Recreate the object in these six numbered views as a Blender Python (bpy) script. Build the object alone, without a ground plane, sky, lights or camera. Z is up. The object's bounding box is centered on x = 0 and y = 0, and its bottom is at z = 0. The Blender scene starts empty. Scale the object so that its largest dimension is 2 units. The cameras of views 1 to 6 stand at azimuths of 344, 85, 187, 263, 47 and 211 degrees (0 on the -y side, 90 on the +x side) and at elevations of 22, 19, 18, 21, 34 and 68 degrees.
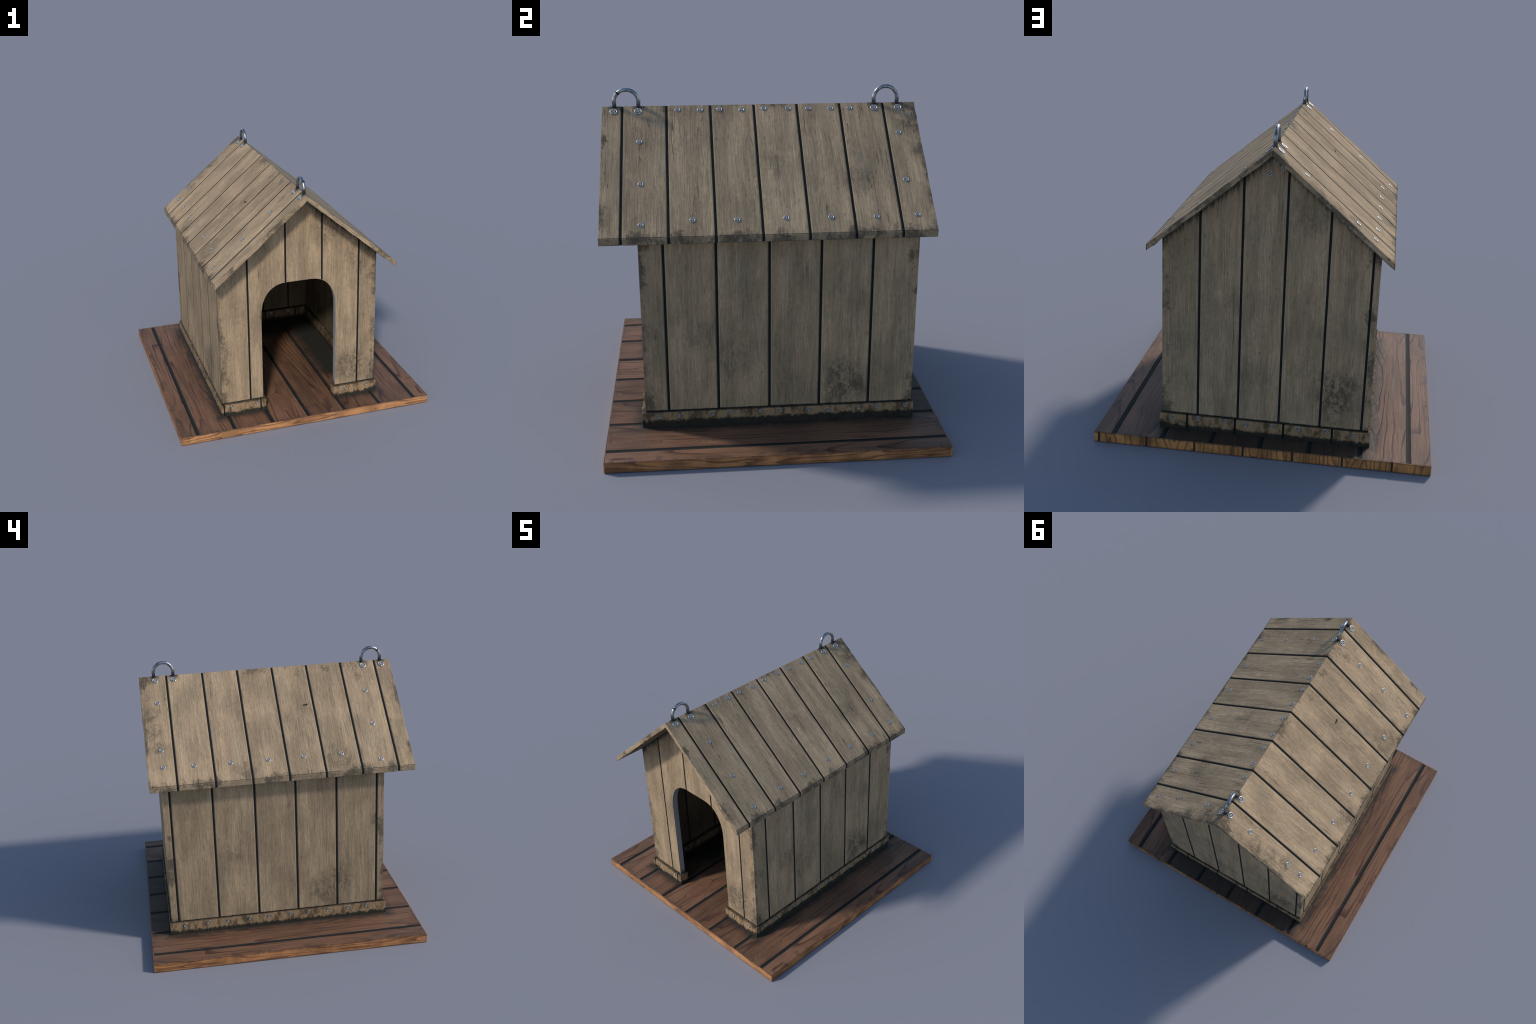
"""Weathered plank dog kennel on a red-brown board base: gable roof with two lifting rings, arched door."""
import bpy, bmesh, math, random
from mathutils import Vector, Matrix

random.seed(7)
S = bpy.context.scene

# ------------------------------------------------------------------ sizes (metres)
BASE_X, BASE_Y, BASE_T = 1.0, 0.97, 0.064            # half sizes of the base, its thickness
WALL_X, WALL_F, WALL_B, WALL_T = 0.624, -0.750, 0.816, 0.044
ROOF_X, ROOF_F, ROOF_B = 0.698, -0.954, 0.899
RIDGE_Z, EAVE_Z, ROOF_T = 1.831, 1.243, 0.037         # ROOF_T is measured vertically
PITCH = (RIDGE_Z - EAVE_Z) / ROOF_X                   # rise per metre
SLOPE = math.atan(PITCH)
SKIRT_TOP = 0.160
GAP = 0.0135                                          # seam between two planks
DOOR_X, DOOR_TOP = 0.297, 1.108

SEAM_ROOF = (-0.834, -0.578, -0.322, -0.066, 0.189, 0.444, 0.704)
SEAM_FRONT = (-0.399, -0.103, 0.184, 0.480)
SEAM_BACK = (-0.581, -0.333, -0.087, 0.161, 0.405)
SEAM_EAST = (-0.614, -0.324, -0.028, 0.264, 0.556)
SEAM_WEST = (-0.696, -0.405, -0.113, 0.176, 0.470, 0.764)
SEAM_BASE = (-0.868, -0.584, -0.283, 0.006, 0.299, 0.589, 0.882)
SEAM_BASE_END = (-0.775, -0.485, -0.193, 0.100, 0.390, 0.682, 0.973)
SEAM_SKIRT_BACK = (-0.411, -0.119, 0.174, 0.467)


# ------------------------------------------------------------------ node shorthand
class Nodes:
    """Small helper around one material's node tree."""

    def __init__(self, name):
        self.mat = bpy.data.materials.new(name)
        self.mat.use_nodes = True
        self.nt = self.mat.node_tree
        self.bsdf = self.nt.nodes["Principled BSDF"]
        self.coord = self.nt.nodes.new("ShaderNodeTexCoord").outputs["Object"]
        self.x, self.y, self.z = self.split(self.coord)

    def put(self, sock, v):
        if v is None:
            return
        if isinstance(v, bpy.types.NodeSocket):
            self.nt.links.new(v, sock)
        elif isinstance(v, tuple) and len(v) == 3 and sock.type == "RGBA":
            sock.default_value = (*v, 1.0)
        else:
            sock.default_value = v

    def math(self, op, a, b=None, c=None, clamp=False):
        n = self.nt.nodes.new("ShaderNodeMath")
        n.operation, n.use_clamp = op, clamp
        for s, v in zip(n.inputs, (a, b, c)):
            self.put(s, v)
        return n.outputs[0]

    def add(self, a, b): return self.math("ADD", a, b)
    def sub(self, a, b): return self.math("SUBTRACT", a, b)
    def mul(self, a, b): return self.math("MULTIPLY", a, b)
    def abs(self, a): return self.math("ABSOLUTE", a)
    def mx(self, a, b): return self.math("MAXIMUM", a, b)
    def mn(self, a, b): return self.math("MINIMUM", a, b)

    def vmath(self, op, a, b):
        n = self.nt.nodes.new("ShaderNodeVectorMath")
        n.operation = op
        self.put(n.inputs[0], a)
        self.put(n.inputs[1], b)
        return n.outputs["Value"] if op in ("DOT_PRODUCT", "DISTANCE") else n.outputs[0]

    def split(self, v):
        n = self.nt.nodes.new("ShaderNodeSeparateXYZ")
        self.put(n.inputs[0], v)
        return n.outputs

    def xyz(self, x, y, z):
        n = self.nt.nodes.new("ShaderNodeCombineXYZ")
        for s, v in zip(n.inputs, (x, y, z)):
            self.put(s, v)
        return n.outputs[0]

    def noise(self, vec, scale, detail=3.0, rough=0.55, distort=0.0):
        if isinstance(scale, tuple):
            vec, scale = self.vmath("MULTIPLY", vec, scale), 1.0
        n = self.nt.nodes.new("ShaderNodeTexNoise")
        self.put(n.inputs["Vector"], vec)
        n.inputs["Scale"].default_value = scale
        n.inputs["Detail"].default_value = detail
        n.inputs["Roughness"].default_value = rough
        n.inputs["Distortion"].default_value = distort
        return n.outputs[0]

    def step(self, v, lo, hi, a=0.0, b=1.0):
        """Smooth step of v from a (at lo) to b (at hi)."""
        n = self.nt.nodes.new("ShaderNodeMapRange")
        n.interpolation_type = "SMOOTHSTEP"
        for s, q in zip(n.inputs, (v, lo, hi, a, b)):
            self.put(s, q)
        return n.outputs[0]

    def mix(self, f, a, b, mode="MIX"):
        n = self.nt.nodes.new("ShaderNodeMix")
        n.data_type, n.blend_type = "RGBA", mode
        self.put(n.inputs[0], f)
        self.put(n.inputs[6], a)
        self.put(n.inputs[7], b)
        return n.outputs[2]

    def scale_colour(self, col, f):
        return self.mix(1.0, col, self.xyz(f, f, f), "MULTIPLY")

    def random(self):
        return self.nt.nodes.new("ShaderNodeObjectInfo").outputs["Random"]

    def blob(self, at, radius, wobble=None, squash=(1, 1, 1)):
        """1 inside a ragged ball round a point, fading to 0."""
        d = self.vmath("DISTANCE", self.vmath("MULTIPLY", self.coord, squash), tuple(a * s for a, s in zip(at, squash)))
        if wobble is not None:
            d = self.add(d, wobble)
        return self.step(d, radius, radius * 0.25)

    def finish(self, colour, rough=0.8, height=None, strength=0.4, distance=0.004, spec=0.2, metallic=0.0):
        self.put(self.bsdf.inputs["Base Color"], colour)
        self.put(self.bsdf.inputs["Roughness"], rough)
        self.put(self.bsdf.inputs["Specular IOR Level"], spec)
        self.put(self.bsdf.inputs["Metallic"], metallic)
        if height is not None:
            b = self.nt.nodes.new("ShaderNodeBump")
            b.inputs["Strength"].default_value = strength
            b.inputs["Distance"].default_value = distance
            self.put(b.inputs["Height"], height)
            self.nt.links.new(b.outputs[0], self.bsdf.inputs["Normal"])
        return self.mat


# ------------------------------------------------------------------ materials
GREY_WOOD = dict(light=(0.418, 0.294, 0.178), mid=(0.322, 0.225, 0.138), dark=(0.215, 0.155, 0.098))
GRIME_SHADE = (0.040, 0.038, 0.030)  # jamb grime, also the shade painted under the roof
SEAM = (0.010, 0.012, 0.012)


def grey_grain(k, vec, crack_amount, tone=1.0, crack_from=0.55, thread_amount=0.15):
    """Weathered softwood: streaks along the third coordinate, short cracks, soft blotches. Returns colour, height."""
    c, r = GREY_WOOD, k.random()
    vec = k.vmath("ADD", vec, k.xyz(k.mul(r, 13.0), k.mul(r, 7.0), k.mul(r, 29.0)))
    sway = k.sub(k.noise(vec, (5, 5, 1.6), 2), 0.5)
    x, y, z = k.split(vec)
    vec = k.xyz(k.add(x, k.mul(sway, 0.045)), k.add(y, k.mul(sway, 0.045)), z)
    broad = k.noise(vec, (16, 16, 1.3), 3)
    fine = k.noise(vec, (120, 120, 4.0), 4, 0.65)
    hair = k.noise(vec, (300, 300, 15.0), 2, 0.7)
    mottle = k.noise(vec, (60, 60, 36), 5, 0.75)
    cloud = k.noise(vec, (5.5, 5.5, 3.2), 4, 0.6)
    col = k.mix(k.step(broad, 0.34, 0.66), c["mid"], c["light"])
    col = k.mix(k.step(cloud, 0.40, 0.68, 0.0, 0.60), col, c["dark"])
    greenish = k.step(k.noise(vec, (9, 9, 2.0), 3), 0.55, 0.70, 0.0, 0.32)
    col = k.mix(greenish, col, (0.262, 0.222, 0.150))
    g = k.add(k.mul(k.sub(mottle, 0.5), 0.70), k.add(k.mul(k.sub(fine, 0.5), 1.0), k.mul(k.sub(hair, 0.5), 0.85)))
    col = k.scale_colour(col, k.mul(k.add(1.0, g), k.add(tone * 0.93, k.mul(r, 0.13 * tone))))
    weave = k.sub(k.noise(vec, (14, 14, 7), 2), 0.5)
    wx, wy, wz = k.split(vec)
    cvec = k.xyz(k.add(wx, k.mul(weave, 0.012)), k.add(wy, k.mul(weave, 0.012)), wz)
    line = k.step(k.abs(k.sub(k.noise(cvec, (42, 42, 1.3), 2, 0.5), 0.5)), 0.014, 0.002)
    patch = k.step(k.noise(vec, (10, 10, 2.4), 2), crack_from, crack_from + 0.08)
    crack = k.mul(line, patch)
    # faint dark threads everywhere along the grain
    thread = k.mul(k.step(k.noise(cvec, (90, 90, 2.6), 2, 0.5), 0.60, 0.72), k.step(k.noise(vec, (6, 6, 3), 2), 0.40, 0.60, 0.2, 1.0))
    col = k.mix(k.mul(thread, thread_amount), col, (0.080, 0.064, 0.046))
    col = k.mix(k.mul(crack, crack_amount), col, (0.060, 0.050, 0.038))
    pits = k.step(k.noise(vec, (60, 60, 30), 2), 0.69, 0.78, 0.0, 0.60)
    col = k.mix(pits, col, (0.070, 0.055, 0.040))
    height = k.sub(k.add(k.mul(fine, 0.8), k.mul(hair, 0.25)), k.mul(crack, 1.2))
    return col, height


def seam_shade(k, col, coord, seams, gap, mask=None):
    """Soft dark band along one lip of each seam, painted highlight along the other."""
    dirt = pale = None
    for c in seams:
        d = k.sub(coord, c)
        a = k.mul(k.step(d, -gap / 2 - 0.009, -gap / 2 - 0.001), k.step(d, 0.001, -0.001))
        b = k.mul(k.step(d, gap / 2 + 0.011, gap / 2 + 0.003), k.step(d, -0.001, 0.001))
        dirt, pale = (a, b) if dirt is None else (k.mx(dirt, a), k.mx(pale, b))
    if mask is not None:
        dirt, pale = k.mul(dirt, mask), k.mul(pale, mask)
    col = k.mix(k.mul(pale, 0.26), col, (0.520, 0.370, 0.215))
    return k.mix(k.mul(dirt, 0.62), col, (0.035, 0.036, 0.033))


def wall_material():
    k = Nodes("weathered_wall_wood")
    col, height = grey_grain(k, k.coord, 0.70, 0.93, 0.60, 0.12)
    long_side = k.step(k.abs(k.x), WALL_X - 0.004, WALL_X - 0.003)
    east = k.step(k.x, -0.1, 0.1)
    col = seam_shade(k, col, k.y, SEAM_EAST, GAP, k.mul(long_side, east))
    col = seam_shade(k, col, k.y, SEAM_WEST, GAP, k.mul(long_side, k.sub(1.0, east)))
    rag = k.noise(k.coord, (26, 26, 12), 5, 0.7)
    rag2 = k.noise(k.coord, (9, 9, 7), 5, 0.7)
    grit = k.noise(k.coord, (44, 44, 38), 5, 0.68, 0.6)
    wob = k.mul(k.sub(rag2, 0.5), 0.22)
    # dirt blotches down the four house corners and thinly all over
    ex = k.sub(WALL_X, k.abs(k.x))
    ey = k.mn(k.sub(k.y, WALL_F), k.sub(WALL_B, k.y))
    corner = k.step(k.mx(ex, ey), 0.13, 0.0)
    dirt = k.mul(k.step(k.add(k.add(k.mul(rag2, 0.70), k.mul(grit, 0.30)), k.mul(corner, k.step(k.noise(k.coord, 4.0, 2), 0.40, 0.60, 0.08, 0.21))), 0.60, 0.75), 0.70)
    dirt = k.mul(dirt, k.step(corner, 0.0, 0.5, 0.45, 1.0))
    # a round stain low on every wall, and fainter ones beside it
    for at, rad, amount in (((0.43, -0.75, 0.33), 0.17, 0.75), ((0.624, 0.41, 0.31), 0.17, 0.80),
                            ((0.624, 0.36, 0.22), 0.11, 0.5), ((0.624, -0.25, 0.50), 0.17, 0.35), ((0.624, -0.42, 0.63), 0.11, 0.40),
                            ((-0.42, 0.816, 0.38), 0.20, 0.80), ((-0.40, 0.816, 0.25), 0.12, 0.5),
                            ((0.08, 0.816, 0.42), 0.16, 0.25), ((-0.21, 0.816, 0.5), 0.12, 0.25), ((-0.25, 0.816, 1.45), 0.13, 0.38),
                            ((-0.12, 0.816, 1.45), 0.12, 0.3),
                            ((-0.624, -0.43, 0.37), 0.13, 0.65), ((-0.624, -0.35, 0.29), 0.17, 0.60), ((-0.624, 0.33, 0.66), 0.10, 0.40),
                            ((0.50, -0.75, 1.22), 0.16, 0.45), ((0.25, -0.75, 1.50), 0.17, 0.55), ((-0.46, -0.75, 0.92), 0.13, 0.25)):
        m = k.mul(k.blob(at, rad * 1.18, wob), k.mx(k.step(grit, 0.44, 0.62), k.step(rag, 0.46, 0.60, 0.16, 0.9)))
        dirt = k.mx(dirt, k.mul(m, amount))
    col = k.mix(dirt, col, (0.050, 0.042, 0.032))
    # baked shade with ragged dirt drips, painted under the roof on gables and eaves
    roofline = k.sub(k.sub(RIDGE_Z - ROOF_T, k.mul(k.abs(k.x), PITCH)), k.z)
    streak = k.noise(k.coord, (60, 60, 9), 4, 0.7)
    eave_shade = k.step(k.sub(roofline, k.mul(k.sub(streak, 0.42), 0.17)), 0.050, -0.01)
    col = k.mix(k.mul(eave_shade, 0.93), col, GRIME_SHADE)
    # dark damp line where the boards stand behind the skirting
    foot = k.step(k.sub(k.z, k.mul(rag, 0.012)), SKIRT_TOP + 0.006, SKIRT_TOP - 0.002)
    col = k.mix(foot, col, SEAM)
    # interior shade painted into the wood, deeper towards the floor
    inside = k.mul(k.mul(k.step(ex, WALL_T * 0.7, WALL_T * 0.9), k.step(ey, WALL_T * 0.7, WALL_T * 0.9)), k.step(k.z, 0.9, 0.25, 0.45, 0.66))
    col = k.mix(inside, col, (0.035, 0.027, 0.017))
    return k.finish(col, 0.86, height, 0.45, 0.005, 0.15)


def roof_material(side):
    """side = +1 for the slope facing +x, -1 for the one facing -x."""
    k = Nodes("weathered_roof_wood")
    along = k.vmath("DOT_PRODUCT", k.coord, (side * math.cos(SLOPE), 0, -math.sin(SLOPE)))
    out = k.vmath("DOT_PRODUCT", k.coord, (side * math.sin(SLOPE), 0, math.cos(SLOPE)))
    vec = k.xyz(k.y, out, along)
    col, height = grey_grain(k, vec, 0.62 if side > 0 else 0.50, 1.16 if side > 0 else 1.09, 0.50 if side > 0 else 0.57, 0.22 if side > 0 else 0.14)
    col = seam_shade(k, col, k.y, SEAM_ROOF, GAP)
    rag = k.noise(k.coord, (17, 17, 17), 5, 0.7)
    rag2 = k.noise(vec, (11, 11, 5), 5, 0.7)
    wob = k.mul(k.sub(rag2, 0.5), 0.20)
    edge_y = k.mn(k.sub(k.y, ROOF_F), k.sub(ROOF_B, k.y))
    edge_eave = k.sub(ROOF_X, k.abs(k.x))
    edge_ridge = k.abs(k.x)
    rim = k.mx(k.step(edge_y, 0.085, 0.0), k.mx(k.step(edge_eave, 0.085, 0.0, 0.0, 1.0), k.step(edge_ridge, 0.11, 0.0, 0.0, 0.75)))
    grit = k.noise(k.coord, (60, 60, 60), 5, 0.75)
    dirt = k.mul(k.step(k.add(k.add(k.mul(rag2, 0.66), k.mul(grit, 0.34)), k.mul(rim, k.step(k.noise(k.coord, 4.5, 2), 0.40, 0.60, 0.10, 0.215))), 0.61, 0.75), 0.74)
    spots = [((0.42, 0.50, 1.478), 0.12, 0.38), ((0.33, 0.02, 1.55), 0.13, 0.25), ((0.12, 0.85, 1.73), 0.12, 0.6), ((0.28, 0.87, 1.60), 0.08, 0.6)] if side > 0 else [
        ((-0.61, -0.45, 1.315), 0.15, 0.42), ((-0.25, 0.84, 1.62), 0.10, 0.55), ((-0.36, 0.84, 1.53), 0.11, 0.48), ((-0.46, 0.82, 1.44), 0.08, 0.48), ((-0.10, -0.71, 1.745), 0.06, 0.45),
        ((-0.64, 0.22, 1.29), 0.10, 0.50), ((-0.15, 0.40, 1.70), 0.09, 0.25), ((-0.32, -0.05, 1.56), 0.10, 0.2)]
    for at, rad, amount in spots:
        dirt = k.mx(dirt, k.mul(k.mul(k.blob(at, rad, wob), k.mx(k.step(grit, 0.46, 0.62), k.step(rag, 0.42, 0.60, 0.25, 1.0))), min(1.0, 1.25 * amount)))
    # dirt and baked contact shade painted round the ring feet
    for y in RING_Y:
        for s in (-1, 1):
            dirt = k.mx(dirt, k.mul(k.blob((0, y + s * RING_LEG, RIDGE_Z), 0.055, k.mul(k.sub(rag, 0.5), 0.05)), 0.9))
    col = k.mix(dirt, col, (0.052, 0.046, 0.036))
    # the cut end at the eave and the underside are mixed darker
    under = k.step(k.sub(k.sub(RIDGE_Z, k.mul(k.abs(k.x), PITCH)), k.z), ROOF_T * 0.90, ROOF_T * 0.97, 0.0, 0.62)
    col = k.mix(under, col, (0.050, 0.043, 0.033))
    lip = k.mul(k.step(edge_eave, 0.004, 0.001), 0.34 if side > 0 else 0.20)
    col = k.mix(k.mul(lip, k.step(rag, 0.3, 0.6, 0.5, 1.0)), col, (0.060, 0.055, 0.043))
    arris = k.mul(k.step(edge_eave, 0.0062, 0.0045), k.step(edge_eave, 0.0012, 0.003))
    col = k.mix(k.mul(arris, k.step(rag, 0.3, 0.5, 0.4, 0.95)), col, (0.03, 0.027, 0.022))
    return k.finish(col, 0.90, height, 0.55, 0.005, 0.12)


def base_material():
    """Red-brown deck boards: cathedral grain drawn as contour lines of a stretched noise."""
    k = Nodes("red_brown_board_wood")
    r = k.random()
    vec = k.xyz(k.add(k.x, k.mul(r, 11.0)), k.z, k.add(k.y, k.mul(r, 23.0)))
    vx, vz, vy = k.split(vec)
    # rings of the log: bands across the board, bent by a long lazy noise so that some close into loops
    bend = k.noise(vec, (4.0, 1, 0.60), 1.0, 0.4)
    wav = k.sub(k.noise(vec, (10, 4, 4), 2), 0.5)
    field = k.add(k.mul(bend, 12.0), k.add(k.mul(vx, 15.0), k.mul(wav, 0.7)))
    for at, rad in KNOTS:
        d = k.vmath("DISTANCE", k.vmath("MULTIPLY", k.coord, (1, 0.24, 0)), (at[0], at[1] * 0.24, 0))
        near = k.step(d, rad * 1.5, 0.0)
        field = k.add(field, k.mul(near, 3.6))
    ring = k.math("FRACT", field)
    strong = k.step(k.noise(vec, (9, 3, 1.1), 2), 0.36, 0.62, 0.15, 1.0)
    line = k.mul(k.mul(k.step(ring, 0.68, 0.96), k.step(ring, 1.0, 0.965)), strong)
    fine = k.noise(vec, (190, 40, 6), 4, 0.7)
    streak = k.noise(vec, (60, 20, 1.6), 3, 0.6)
    cloud = k.noise(vec, (6, 6, 2.5), 4, 0.6)
    col = k.mix(k.step(cloud, 0.35, 0.65), (0.134, 0.068, 0.038), (0.202, 0.101, 0.056))
    col = k.mix(k.step(k.noise(vec, (13, 5, 1.2), 2), 0.52, 0.70, 0.0, 0.50), col, (0.074, 0.036, 0.026))
    col = k.scale_colour(col, k.add(0.06, k.add(k.mul(fine, 1.1), k.add(k.mul(streak, 0.65), k.mul(r, 0.22)))))
    col = k.mix(k.step(streak, 0.56, 0.70, 0.0, 0.72), col, (0.052, 0.024, 0.018))
    pale = k.step(k.noise(vec, (24, 8, 1.9), 3, 0.6), 0.54, 0.70, 0.0, 0.50)
    col = k.mix(pale, col, (0.205, 0.116, 0.076))
    col = k.mix(k.mul(line, 0.75), col, (0.040, 0.015, 0.013))
    # grime on the outer edge of the base
    rag = k.noise(k.coord, (20, 20, 20), 5, 0.7)
    rim = k.mn(k.sub(BASE_X, k.abs(k.x)), k.sub(BASE_Y, k.abs(k.y)))
    dirt = k.mul(k.step(k.add(rag, k.step(rim, 0.07, 0.0, 0.0, 0.16)), 0.62, 0.76), 0.6)
    col = k.mix(dirt, col, (0.050, 0.038, 0.032))
    # dirt and occlusion shade painted round the walls; interior shade nearly black towards the back
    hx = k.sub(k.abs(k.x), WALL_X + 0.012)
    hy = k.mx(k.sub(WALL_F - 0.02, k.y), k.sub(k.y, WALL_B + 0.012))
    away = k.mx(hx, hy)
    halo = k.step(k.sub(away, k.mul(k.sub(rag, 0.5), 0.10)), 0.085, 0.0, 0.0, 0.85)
    behind = k.mul(k.step(k.sub(k.y, k.mul(k.sub(rag, 0.5), 0.05)), 0.80, 0.84), k.step(k.abs(k.x), 0.68, 0.58))  # shadow behind the back wall, painted onto the boards
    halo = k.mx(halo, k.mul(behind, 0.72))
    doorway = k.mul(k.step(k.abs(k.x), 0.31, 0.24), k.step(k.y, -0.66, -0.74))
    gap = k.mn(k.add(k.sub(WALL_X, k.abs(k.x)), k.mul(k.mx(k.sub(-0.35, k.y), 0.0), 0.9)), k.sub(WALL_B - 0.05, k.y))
    deep = k.step(k.add(gap, k.mul(k.sub(rag, 0.5), 0.14)), 0.40, 0.22, 0.10, 1.0)  # occlusion inside the kennel, put into the floor colour
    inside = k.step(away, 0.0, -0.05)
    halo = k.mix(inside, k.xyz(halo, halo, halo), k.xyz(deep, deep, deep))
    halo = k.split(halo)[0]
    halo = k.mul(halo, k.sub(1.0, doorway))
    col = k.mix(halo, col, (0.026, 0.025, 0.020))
    height = k.sub(k.mul(fine, 0.6), k.mul(line, 0.8))
    return k.finish(col, 0.62, height, 0.5, 0.005, 0.3)


def edge_material(name, axes, rich):
    """Sawn orange edges of the base; axes gives (across, through, along) from x, y, z."""
    k = Nodes(name)
    q = dict(x=k.x, y=k.y, z=k.z)
    r = k.random()
    vec = k.xyz(q[axes[0]], q[axes[1]], k.add(q[axes[2]], k.mul(r, 9.0)))
    if axes[2] == "z":
        vec = k.xyz(k.add(q["x"], k.mul(r, 9.0)), q["y"], q["z"])
        field, fscale = k.noise(vec, (10, 2, 2.0), 1.5, 0.4), (110, 110, 6)
    else:
        field, fscale = k.noise(vec, (13, 2, 1.3), 1.5, 0.4), (170, 170, 7)
    ring = k.math("FRACT", k.mul(field, 9.0))
    line = k.mul(k.step(ring, 0.45, 0.95), k.step(ring, 1.0, 0.97))
    fine = k.noise(vec, fscale, 3, 0.6)
    cloud = k.noise(vec, (7, 7, 7), 4, 0.6)
    col = k.mix(k.step(cloud, 0.35, 0.65), tuple(0.72 * c for c in rich), tuple(1.25 * c for c in rich))
    col = k.scale_colour(col, k.add(0.65, k.mul(fine, 0.7)))
    col = k.mix(k.mul(line, 0.70), col, (0.085, 0.030, 0.014))
    rag = k.noise(k.coord, (30, 30, 30), 5, 0.7)
    top = k.mul(k.step(k.add(k.z, k.mul(k.sub(rag, 0.5), 0.03)), BASE_T - 0.012, BASE_T + 0.002), 0.8)
    col = k.mix(top, col, (0.085, 0.045, 0.028))
    col = k.mix(k.step(rag, 0.60, 0.72, 0.0, 0.55), col, (0.075, 0.040, 0.024))
    col = k.mix(k.step(k.z, 0.010, 0.0, 0.0, 0.7), col, (0.05, 0.026, 0.015))
    return k.finish(col, 0.65, k.sub(k.mul(fine, 0.4), line), 0.4, 0.004, 0.3)


def skirt_material():
    k = Nodes("dark_foot_skirting_wood")
    rag = k.noise(k.coord, (34, 34, 20), 5, 0.72)
    blot = k.noise(k.coord, (24, 24, 11), 4, 0.6)
    fine = k.noise(k.coord, (110, 110, 60), 3, 0.6)
    col = k.mix(k.step(blot, 0.42, 0.66), (0.315, 0.204, 0.112), (0.100, 0.064, 0.036))
    col = k.scale_colour(col, k.add(0.65, k.mul(fine, 0.7)))
    east = k.step(k.x, 0.55, 0.63)
    rise = k.add(k.add(0.090, k.mul(east, 0.016)), k.mul(k.sub(rag, 0.5), 0.070))
    foot_shade = k.step(k.sub(k.z, rise), 0.012, -0.006)  # jagged dirt and baked shade painted up from the foot
    col = k.mix(k.mul(foot_shade, 0.95), col, (0.018, 0.018, 0.014))
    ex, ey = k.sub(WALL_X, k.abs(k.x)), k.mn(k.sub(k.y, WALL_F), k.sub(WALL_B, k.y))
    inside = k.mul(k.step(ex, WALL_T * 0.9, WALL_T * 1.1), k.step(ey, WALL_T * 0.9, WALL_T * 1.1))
    col = k.mix(k.mul(inside, 0.45), col, (0.030, 0.020, 0.010))  # interior shade mixed into the inner faces
    top = k.step(k.add(k.z, k.mul(k.sub(rag, 0.5), 0.006)), SKIRT_TOP - 0.004, SKIRT_TOP, 0.0, 0.75)
    col = k.mix(top, col, (0.035, 0.028, 0.018))
    return k.finish(col, 0.85, k.add(rag, k.mul(fine, 0.5)), 0.6, 0.007, 0.2)


def plain_material(name, colour, rough=0.9, spec=0.15):
    k = Nodes(name)
    n = k.noise(k.coord, 30.0, 4, 0.6)
    return k.finish(k.scale_colour(k.mix(0.0, colour, colour), k.add(0.6, k.mul(n, 0.8))), rough, None, spec=spec)


def jamb_material():
    k = Nodes("grey_painted_edge")
    n = k.noise(k.coord, (18, 18, 5), 4, 0.6)
    col = k.mix(k.step(n, 0.35, 0.7), (0.300, 0.300, 0.318), (0.250, 0.250, 0.265))
    rag = k.noise(k.coord, (30, 30, 14), 5, 0.7)
    dirt = k.step(k.add(k.sub(k.z, SKIRT_TOP), k.mul(k.sub(rag, 0.5), 0.18)), 0.06, 0.0)
    col = k.mix(k.mul(dirt, 0.85), col, GRIME_SHADE)
    return k.finish(col, 0.55, None, spec=0.4)


def screw_material(name, shine):
    k = Nodes(name)
    radius = k.vmath("DISTANCE", k.xyz(k.x, k.y, 0.0), (0, 0, 0))
    n = k.noise(k.coord, 3.0, 3, 0.6)
    col = k.mix(k.step(n, 0.4, 0.7), tuple(shine * c for c in (0.68, 0.67, 0.655)), tuple(shine * c for c in (0.36, 0.355, 0.345)))
    low = k.step(k.z, 0.11, 0.02)
    inner = k.step(radius, 0.66, 0.60)
    col = k.mix(k.mul(inner, 0.75), col, (0.24, 0.19, 0.135))
    rimline = k.step(radius, 0.91, 0.97)
    col = k.mix(k.mul(rimline, 0.9), col, (0.03, 0.03, 0.03))
    col = k.mix(k.mul(low, 0.92), col, (0.018, 0.017, 0.016))
    return k.finish(col, k.step(inner, 0, 1, 0.40, 0.6), None, spec=0.5, metallic=k.step(k.mx(low, inner), 0.0, 1.0, 1.0, 0.25))


def ring_material():
    k = Nodes("dark_steel_ring_metal")
    n = k.noise(k.coord, 45.0, 4, 0.65)
    col = k.mix(k.step(n, 0.38, 0.66), (0.42, 0.435, 0.45), (0.15, 0.16, 0.17))
    foot = k.step(k.z, RIDGE_Z + 0.045, RIDGE_Z + 0.005)
    col = k.mix(k.mul(foot, 0.85), col, (0.035, 0.033, 0.030))
    return k.finish(col, k.step(n, 0.35, 0.7, 0.26, 0.42), n, 0.15, 0.002, 0.5, metallic=1.0)


# knots in the base boards: place and size
KNOTS = (((-0.752, -0.31), 0.030), ((0.809, -0.314), 0.030), ((-0.145, -0.688), 0.026), ((-0.045, -0.535), 0.045), ((0.267, -0.667), 0.025),
         ((-0.98, 0.27), 0.022), ((0.78, -0.80), 0.035), ((0.15, 0.90), 0.03), ((-0.43, 0.90), 0.03))
RING_Y, RING_LEG, RING_R, RING_WIRE, RING_Z = (-0.811, 0.7225), 0.0695, 0.0705, 0.0118, 1.856

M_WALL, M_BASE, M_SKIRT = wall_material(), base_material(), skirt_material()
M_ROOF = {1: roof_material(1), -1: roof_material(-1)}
M_SEAM = plain_material("black_seam_dirt", SEAM)


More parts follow.
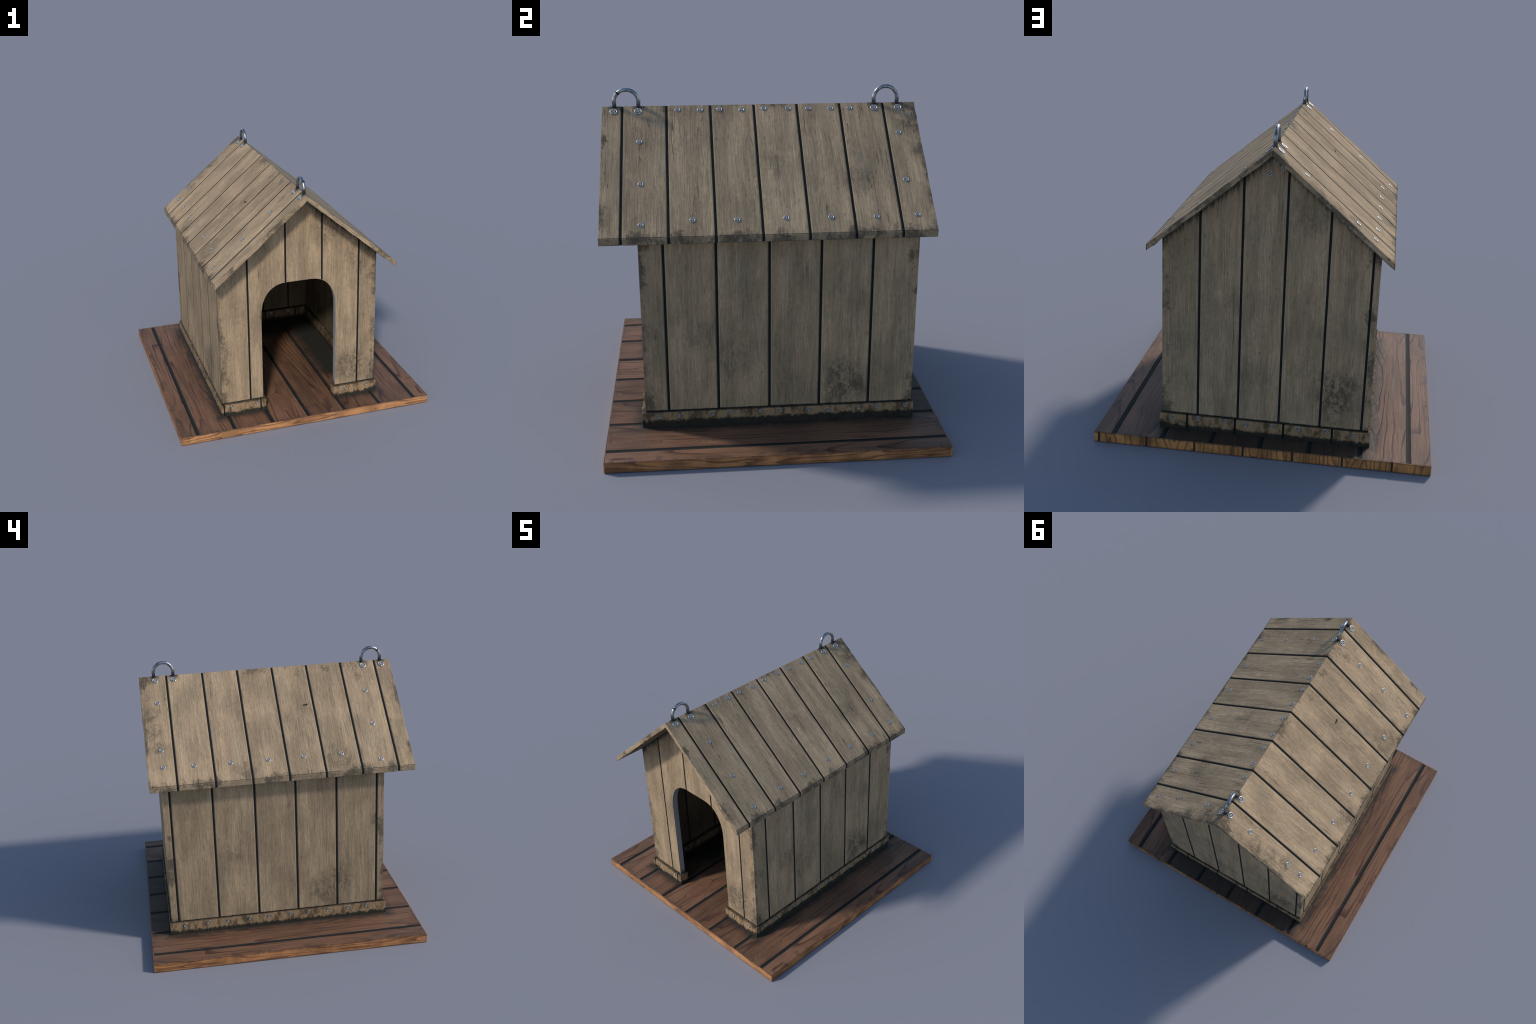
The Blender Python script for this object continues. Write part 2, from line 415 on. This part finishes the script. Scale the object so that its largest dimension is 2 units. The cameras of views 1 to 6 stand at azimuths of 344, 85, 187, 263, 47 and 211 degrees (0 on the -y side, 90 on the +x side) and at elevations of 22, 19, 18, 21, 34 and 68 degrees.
def groove_material():
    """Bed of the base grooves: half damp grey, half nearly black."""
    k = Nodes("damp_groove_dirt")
    n = k.noise(k.coord, (30, 9, 30), 4, 0.6)
    dark = None
    for c in SEAM_BASE:
        d = k.add(k.sub(k.x, c), k.mul(k.sub(n, 0.5), 0.008))
        a = k.mul(k.step(d, 0.004, -0.002), k.step(d, -0.02, -0.016))
        dark = a if dark is None else k.mx(dark, a)
    col = k.mix(k.step(n, 0.35, 0.65), (0.022, 0.024, 0.022), (0.033, 0.031, 0.028))
    return k.finish(k.mix(k.mul(dark, 0.9), col, (0.011, 0.010, 0.009)), 0.8, n, 0.3, 0.003, 0.25)


M_GROOVE = groove_material()
M_FRONT_EDGE = edge_material("orange_sawn_front", "zyx", (0.420, 0.195, 0.080))
M_SIDE_EDGE = edge_material("orange_sawn_side", "zxy", (0.385, 0.165, 0.062))
M_BACK_EDGE = edge_material("orange_sawn_end", "xyz", (0.430, 0.192, 0.064))
M_JAMB, M_SCREW, M_RING = jamb_material(), screw_material("steel_screw_metal", 1.0), ring_material()
M_SCREW_DULL = screw_material("dull_screw_metal", 0.75)


# ------------------------------------------------------------------ geometry helpers
def empty(name, parent=None):
    o = bpy.data.objects.new(name, None)
    o.empty_display_size = 0.2
    S.collection.objects.link(o)
    o.parent = parent
    return o


def mesh_object(name, bm, mat, parent, bevel=0.0, smooth=False, segments=2):
    if bevel:
        edges = [e for e in bm.edges if len(e.link_faces) == 2 and e.calc_face_angle() > 0.6]
        bmesh.ops.bevel(bm, geom=edges, offset=bevel, segments=segments, profile=0.6, affect="EDGES", clamp_overlap=True)
    bmesh.ops.recalc_face_normals(bm, faces=bm.faces)
    me = bpy.data.meshes.new(name)
    bm.to_mesh(me)
    bm.free()
    me.materials.append(mat)
    if smooth:
        for p in me.polygons:
            p.use_smooth = True
    o = bpy.data.objects.new(name, me)
    S.collection.objects.link(o)
    o.parent = parent
    return o


def prism(front, back):
    """Solid between two matching outlines."""
    bm = bmesh.new()
    a, b = [bm.verts.new(p) for p in front], [bm.verts.new(p) for p in back]
    bm.faces.new(a)
    bm.faces.new(b[::-1])
    for i in range(len(a)):
        j = (i + 1) % len(a)
        bm.faces.new((a[j], a[i], b[i], b[j]))
    bmesh.ops.recalc_face_normals(bm, faces=bm.faces)
    return bm


def box(x0, x1, y0, y1, z0, z1):
    ring = ((x0, y0), (x1, y0), (x1, y1), (x0, y1))
    return prism([(x, y, z0) for x, y in ring], [(x, y, z1) for x, y in ring])


def merged(parts):
    """Several bmeshes as one."""
    out = bmesh.new()
    for bm in parts:
        me = bpy.data.meshes.new("tmp")
        bm.to_mesh(me)
        bm.free()
        out.from_mesh(me)
        bpy.data.meshes.remove(me)
    return out


def strips(seams, lo, hi, gap):
    """Plank spans between lo and hi, parted at the seams."""
    cuts = [lo] + [s for c in seams for s in (c - gap / 2, c + gap / 2)] + [hi]
    return list(zip(cuts[0::2], cuts[1::2]))


def roof_z(x, below=0.0):
    return RIDGE_Z - PITCH * abs(x) - below


def arch_z(x):
    """Height of the door opening at x: straight posts, quarter-round shoulders, flat crown."""
    flat, spring = 0.095, 0.855
    t = max(0.0, (abs(x) - flat) / (DOOR_X - flat))
    return spring + (DOOR_TOP - spring) * (1.0 - min(1.0, t) ** 2.25) ** (1 / 2.25)


ARCH_X = sorted(DOOR_X * math.copysign(abs(math.cos(math.pi * i / 22)) ** 0.6, math.cos(math.pi * i / 22)) for i in range(23))


# ------------------------------------------------------------------ the kennel
root = empty("dog_kennel")
root["label"] = "weathered plank dog kennel with gable roof on brown base"
root["category"] = "dog house"

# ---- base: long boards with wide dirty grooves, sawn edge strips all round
RIM = 0.007
base = mesh_object("base", box(-BASE_X + RIM + 0.003, BASE_X - RIM - 0.003, -BASE_Y + 0.004, BASE_Y - 0.004, 0.004, BASE_T - 0.003), M_GROOVE, root)
for x0, x1 in strips(SEAM_BASE, -BASE_X + RIM - 0.001, BASE_X - RIM + 0.001, 0.029):
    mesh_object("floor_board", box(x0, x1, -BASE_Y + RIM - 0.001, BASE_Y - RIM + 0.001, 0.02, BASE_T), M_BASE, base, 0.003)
T = BASE_T - 0.0006
mesh_object("edge_strip", box(-BASE_X, BASE_X, -BASE_Y, -BASE_Y + RIM, 0, T), M_FRONT_EDGE, base, 0.0012)
for s in (-1, 1):
    x = sorted((s * BASE_X, s * (BASE_X - RIM)))
    mesh_object("edge_strip", box(*x, -BASE_Y + RIM, BASE_Y - RIM, 0, T), M_SIDE_EDGE, base, 0.0012)
for x0, x1 in strips(SEAM_BASE_END, -BASE_X, BASE_X, 0.012):
    mesh_object("edge_strip", box(x0, x1, BASE_Y - RIM, BASE_Y, 0, T), M_BACK_EDGE, base, 0.0012)

# ---- walls


def gable_plank(x0, x1, y_out, y_in, door, name="wall_plank"):
    """One upright board of a gable wall, cut to the roof and, at the front, round the door."""
    xs = sorted({x0, x1, *([0.0] if x0 < 0 < x1 else []), *(x for x in ARCH_X if x0 < x < x1)})
    spans = [(x0, x1)]
    if door:
        spans = [(a, b) for a, b in ((x0, min(x1, -DOOR_X)), (max(x0, -DOOR_X), min(x1, DOOR_X)), (max(x0, DOOR_X), x1)) if b - a > 1e-4]
    low, high = [], []
    for a, b in spans:
        over = door and a > -DOOR_X - 1e-6 and b < DOOR_X + 1e-6
        mine = sorted({a, b, *(x for x in xs if a < x < b)}) if over else [a, b]
        low += [(x, arch_z(x) if over else BASE_T + 0.004) for x in mine]
    low = [p for i, p in enumerate(low) if i == 0 or (Vector(p) - Vector(low[i - 1])).length > 1e-5]
    tops = [x1] + ([0.0] if x0 < 0 < x1 else []) + [x0]
    high = [(x, roof_z(x, ROOF_T) + 0.006) for x in tops]
    out = low + high
    mitre = lambda x: math.copysign(WALL_X - abs(y_in - y_out) - 0.0003, x) if abs(x) > WALL_X - 1e-4 else x
    bm = prism([(x, y_out, z) for x, z in out], [(mitre(x), y_in, z) for x, z in out])
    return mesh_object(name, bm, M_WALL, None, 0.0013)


def side_plank(side, y0, y1):
    """One upright board of a long wall; the end boards are mitred into the gables."""
    i0 = y0 + WALL_T + 0.0003 if y0 <= WALL_F + 1e-4 else y0
    i1 = y1 - WALL_T - 0.0003 if y1 >= WALL_B - 1e-4 else y1
    xo, xi = side * WALL_X, side * (WALL_X - WALL_T)
    ring = ((xo, y0), (xo, y1), (xi, i1), (xi, i0))
    top = roof_z(WALL_X, ROOF_T) + 0.008
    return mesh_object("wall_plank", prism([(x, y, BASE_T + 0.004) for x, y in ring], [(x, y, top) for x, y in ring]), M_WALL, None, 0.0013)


D = 0.0009  # how far the dark bed lies behind the faces of the planks
for seams, y_out, y_in, door in ((SEAM_FRONT, WALL_F, WALL_F + WALL_T, True), (SEAM_BACK, WALL_B, WALL_B - WALL_T, False)):
    a, b = sorted((y_out, y_in))
    fill = [box(c - 0.011, c + 0.011, a + D, b - D, (arch_z(c) if door and abs(c) < DOOR_X else BASE_T + 0.004) + 0.002, roof_z(c, ROOF_T)) for c in seams]
    wall = mesh_object("wall", merged(fill), M_SEAM, root)          # dark fillets in the seams, owning the boards
    for x0, x1 in strips(seams, -WALL_X, WALL_X, GAP):
        gable_plank(x0, x1, y_out, y_in, door).parent = wall
for side, seams in ((1, SEAM_EAST), (-1, SEAM_WEST)):
    a, b = sorted((side * WALL_X, side * (WALL_X - WALL_T)))
    fill = [box(a + D, b - D, c - 0.011, c + 0.011, BASE_T + 0.004, roof_z(WALL_X, ROOF_T)) for c in seams]
    wall = mesh_object("wall", merged(fill), M_SEAM, root)
    for y0, y1 in strips(seams, WALL_F, WALL_B, GAP):
        side_plank(side, y0, y1).parent = wall

# ---- grey lining of the door opening
jamb = []
path = [(-DOOR_X, SKIRT_TOP - 0.01), (-DOOR_X, 0.5)]
path += [(x, arch_z(x)) for x in ARCH_X]
path += [(DOOR_X, 0.5), (DOOR_X, SKIRT_TOP - 0.01)]
bm = bmesh.new()
rows = []
for i, (x, z) in enumerate(path):
    p, q = Vector(path[max(0, i - 1)]), Vector(path[min(len(path) - 1, i + 1)])
    t = (q - p).normalized()
    n = Vector((t.y, -t.x))            # towards the middle of the opening
    inn = Vector((x, z)) + n * 0.0015
    out = Vector((x, z)) - n * 0.004
    y0, y1 = WALL_F + 0.0060, WALL_F + WALL_T + 0.001
    rows.append([bm.verts.new(v) for v in ((inn.x, y0, inn.y), (inn.x, y1, inn.y), (out.x, y1, out.y), (out.x, y0, out.y))])
for r0, r1 in zip(rows, rows[1:]):
    for i in range(4):
        j = (i + 1) % 4
        bm.faces.new((r0[i], r0[j], r1[j], r1[i]))
bm.faces.new(rows[0])
bm.faces.new(rows[-1][::-1])
mesh_object("door_lining", bm, M_JAMB, root)

# ---- skirting round the foot of the walls, inside and out
KX, KF, KB, KT = 0.637, -0.770, 0.829, 0.080       # outer faces, thickness
Z0 = BASE_T - 0.002
POST = DOOR_X - 0.018
skirt = mesh_object("skirting", merged([box(-KX + 0.01, KX - 0.01, KB - KT + 0.004, KB - 0.004, Z0, SKIRT_TOP - 0.004),
                                        box(-KX + 0.01, -POST - 0.01, KF + 0.004, KF + KT - 0.004, Z0, SKIRT_TOP - 0.004)]), M_SEAM, root)


def skirt_board(x0, x1, y0, y1, name="skirting_board"):
    bm = box(x0, x1, y0, y1, Z0, SKIRT_TOP)
    longest = 0 if x1 - x0 > y1 - y0 else 1
    span = (x1 - x0, y1 - y0)[longest]
    cuts = max(2, int(span / 0.05))
    es = [e for e in bm.edges if abs((e.verts[0].co - e.verts[1].co)[longest]) > 0.5 * span]
    bmesh.ops.subdivide_edges(bm, edges=es, cuts=cuts, use_grid_fill=True)
    for v in bm.verts:
        if v.co.z > SKIRT_TOP - 0.001:
            v.co.z += random.uniform(-0.0025, 0.0020)
    return mesh_object(name, bm, M_SKIRT, skirt, 0.0025)


for x0, x1 in strips(SEAM_SKIRT_BACK, -KX, KX, 0.013):
    skirt_board(x0, x1, KB - KT, KB)
for s in (-1, 1):
    x = sorted((s * KX, s * (KX - KT)))
    skirt_board(*x, KF + KT, KB - KT)
for x0, x1 in ((-KX, -0.622), (-0.611, -0.328), (-0.316, -POST), (POST, KX)):
    skirt_board(x0, x1, KF, KF + KT)

# ---- roof: boards down each slope, with slightly chewed gable edges


def roof_board(side, y0, y1, parent):
    n = 26
    bm = bmesh.new()
    rough = lambda y: 0.0055 if y in (ROOF_F, ROOF_B) else 0.0
    grid = []
    for i in range(n + 1):
        x = 0.0004 + (ROOF_X - 0.0004) * i / n
        z = roof_z(x)
        row = []
        for y, dz in ((y0, 0), (y1, 0), (y1, -ROOF_T), (y0, -ROOF_T)):
            j = rough(y)
            inward = 1 if y == ROOF_F else -1
            wear = j * (random.random() if dz else 0.6 * random.random())
            drop = random.uniform(-0.0065, 0.003) if j and dz and 0 < i < n else 0.0
            row.append(bm.verts.new((side * x, y + inward * wear, z + dz + drop)))
        grid.append(row)
    for a, b in zip(grid, grid[1:]):
        for i in range(4):
            j = (i + 1) % 4
            bm.faces.new((a[i], a[j], b[j], b[i]))
    bm.faces.new(grid[0])
    bm.faces.new(grid[-1][::-1])
    bmesh.ops.recalc_face_normals(bm, faces=bm.faces)
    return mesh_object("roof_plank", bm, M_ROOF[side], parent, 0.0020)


def on_roof(side, x, y, lift=0.0):
    """Point and facing on a slope, at horizontal distance x from the ridge."""
    n = Vector((side * math.sin(SLOPE), 0, math.cos(SLOPE)))
    return Vector((side * x, y, roof_z(x))) + n * lift, n


for side in (1, -1):
    fill = []
    for c in SEAM_ROOF:
        ring = ((0.0006, 0.0020), (ROOF_X - 0.0012, 0.0020), (ROOF_X - 0.0012, ROOF_T - 0.0012), (0.0006, ROOF_T - 0.0012))
        fill.append(prism([(side * x, c - 0.011, roof_z(x, d)) for x, d in ring], [(side * x, c + 0.011, roof_z(x, d)) for x, d in ring]))
    slope = mesh_object("roof_slope", merged(fill), M_SEAM, root)
    for y0, y1 in strips(SEAM_ROOF, ROOF_F, ROOF_B, GAP):
        roof_board(side, y0, y1, slope)

# a short black nick on the left slope, drawn by a raised dark sliver
bm = bmesh.new()
outline = ((-0.283, 0.263), (-0.279, 0.257), (-0.272, 0.262), (-0.246, 0.263), (-0.245, 0.269), (-0.276, 0.270))
a = [on_roof(-1, x, y, -0.004)[0] for y, x in outline]
b = [on_roof(-1, x, y, 0.0008)[0] for y, x in outline]
mesh_object("dark_mark", prism(a, b), M_SEAM, slope)


# ------------------------------------------------------------------ screws and rings
def screw_mesh(mat):
    """Unit pan head with a rim, a sunken ring and a cross recess; radius 1, z up."""
    bm = bmesh.new()
    rings, seg = 20, 64
    grid = []
    for i in range(1, rings + 1):
        r = i / rings
        row = []
        for j in range(seg):
            a = math.tau * j / seg
            x, y = r * math.cos(a), r * math.sin(a)
            h = 0.20 * math.sqrt(max(0.0, 1.0 - ((r - 0.80) / 0.22) ** 2)) if r > 0.66 else 0.0     # raised rim
            u, v = abs(x), abs(y)
            if min(u, v) < 0.20 and max(u, v) < 0.62:                                             # cross boss in the sunken ring
                h = 0.16
            row.append(bm.verts.new((x, y, h if i < rings else -0.12)))
        grid.append(row)
    mid = bm.verts.new((0, 0, 0.16))
    for j in range(seg):
        bm.faces.new((mid, grid[0][j], grid[0][(j + 1) % seg]))
        for i in range(rings - 1):
            bm.faces.new((grid[i][j], grid[i + 1][j], grid[i + 1][(j + 1) % seg], grid[i][(j + 1) % seg]))
    bmesh.ops.recalc_face_normals(bm, faces=bm.faces)
    me = bpy.data.meshes.new("screw")
    bm.to_mesh(me)
    bm.free()
    me.materials.append(mat)
    for p in me.polygons:
        p.use_smooth = True
    return me


SCREW, DULL = screw_mesh(M_SCREW), screw_mesh(M_SCREW_DULL)


def screw(at, normal, radius, parent, mesh=None):
    o = bpy.data.objects.new("screw", mesh or SCREW)
    S.collection.objects.link(o)
    q = Vector(normal).to_track_quat("Z", "Y")
    spin = Matrix.Rotation(random.uniform(0, math.tau), 4, "Z")
    o.matrix_world = Matrix.Translation(at) @ q.to_matrix().to_4x4() @ spin @ Matrix.Scale(radius, 4)
    o.parent = parent
    return o


SMALL, BIG = 0.0170, 0.0232
screws = root
for y in (-0.514, -0.383, -0.269, -0.140, -0.009, 0.136, 0.255, 0.388, 0.502):
    screw(*on_roof(1, random.uniform(0.025, 0.032), y), SMALL, screws)
for x, y in ((0.632, -0.726), (0.614, -0.447), (0.618, -0.204), (0.616, 0.065), (0.617, 0.313), (0.620, 0.566), (0.615, 0.797),
             (0.201, -0.735), (0.428, -0.727), (0.174, 0.772), (0.433, 0.766)):
    screw(*on_roof(1, x, y), SMALL, screws)
for x, y in ((0.180, 0.786), (0.479, 0.791), (0.581, 0.789), (0.586, 0.578), (0.588, 0.326), (0.590, 0.066), (0.589, -0.185), (0.589, -0.451),
             (0.643, -0.721), (0.419, -0.720), (0.203, -0.722)):
    screw(*on_roof(-1, x, y), SMALL, screws)
for y in (-0.884, -0.742, 0.650, 0.794):
    screw(*on_roof(1, 0.031, y), BIG, screws)
for y in (-0.883, -0.745, 0.655, 0.785):
    screw(*on_roof(-1, 0.032, y), BIG, screws)
R = 0.0152
for y in (-0.673, -0.561, -0.362, -0.257, -0.082, 0.034, 0.207, 0.318, 0.498, 0.604, 0.780):
    screw((KX, y, 0.137 + random.uniform(-0.006, 0.006)), (1, 0, 0), R, screws, DULL)
for y in (0.720, 0.552, 0.406, 0.245, 0.107, -0.055, -0.186, -0.334, -0.483, -0.623):
    screw((-KX, y, 0.135 + random.uniform(-0.006, 0.006)), (-1, 0, 0), R, screws, DULL)
    if -0.5 < y < 0.6:
        screw((-KX + KT, y, 0.135), (1, 0, 0), R, screws, DULL)
for x in (0.567, 0.396, 0.229, 0.108, -0.049, -0.212, -0.382, -0.540):
    screw((x, KB, 0.138 + random.uniform(-0.006, 0.006)), (0, 1, 0), R, screws, DULL)
    if abs(x) < 0.55:
        screw((x, KB - KT, 0.137), (0, -1, 0), R, screws, DULL)
for x in (-0.558, -0.355, 0.375, 0.551):
    screw((x, KF, 0.138), (0, -1, 0), R, screws, DULL)
for x, z in ((0.023, 1.683), (-0.010, 1.749), (-0.054, 1.717)):
    screw((x, WALL_B, z), (0, 1, 0), 0.0165, screws, DULL)
screw((0.065, WALL_F, 1.703), (0, -1, 0), 0.0165, screws, DULL)

# lifting rings standing on the ridge


def ring_path(yc):
    pts = [(yc - RING_LEG, 1.800), (yc - RING_LEG - 0.001, 1.832)]
    for i in range(33):
        a = math.radians(192 - 204 * i / 32)
        pts.append((yc + RING_R * math.cos(a), RING_Z + RING_R * math.sin(a)))
    return pts + [(yc + RING_LEG + 0.001, 1.832), (yc + RING_LEG, 1.800)]


def tube(points, radius, seg=16):
    bm, rows = bmesh.new(), []
    for i, (y, z) in enumerate(points):
        p, q = Vector(points[max(0, i - 1)]), Vector(points[min(len(points) - 1, i + 1)])
        t = (q - p).normalized()
        n = Vector((-t.y, t.x))
        rows.append([bm.verts.new((radius * math.sin(b), y + n.x * radius * math.cos(b), z + n.y * radius * math.cos(b)))
                     for b in (math.tau * j / seg for j in range(seg))])
    for a, b in zip(rows, rows[1:]):
        for j in range(seg):
            bm.faces.new((a[j], a[(j + 1) % seg], b[(j + 1) % seg], b[j]))
    bm.faces.new(rows[0])
    bm.faces.new(rows[-1][::-1])
    return bm


rings = [mesh_object("lifting_ring", tube(ring_path(yc), RING_WIRE), M_RING, root, smooth=True) for yc in RING_Y]
yc = RING_Y[0]
arc = [(yc + RING_R * math.cos(math.radians(a)), RING_Z + RING_R * math.sin(math.radians(a))) for a in (131, 134, 137)]
mesh_object("ring_joint", tube(arc, RING_WIRE + 0.0008), M_SEAM, rings[0], smooth=True)
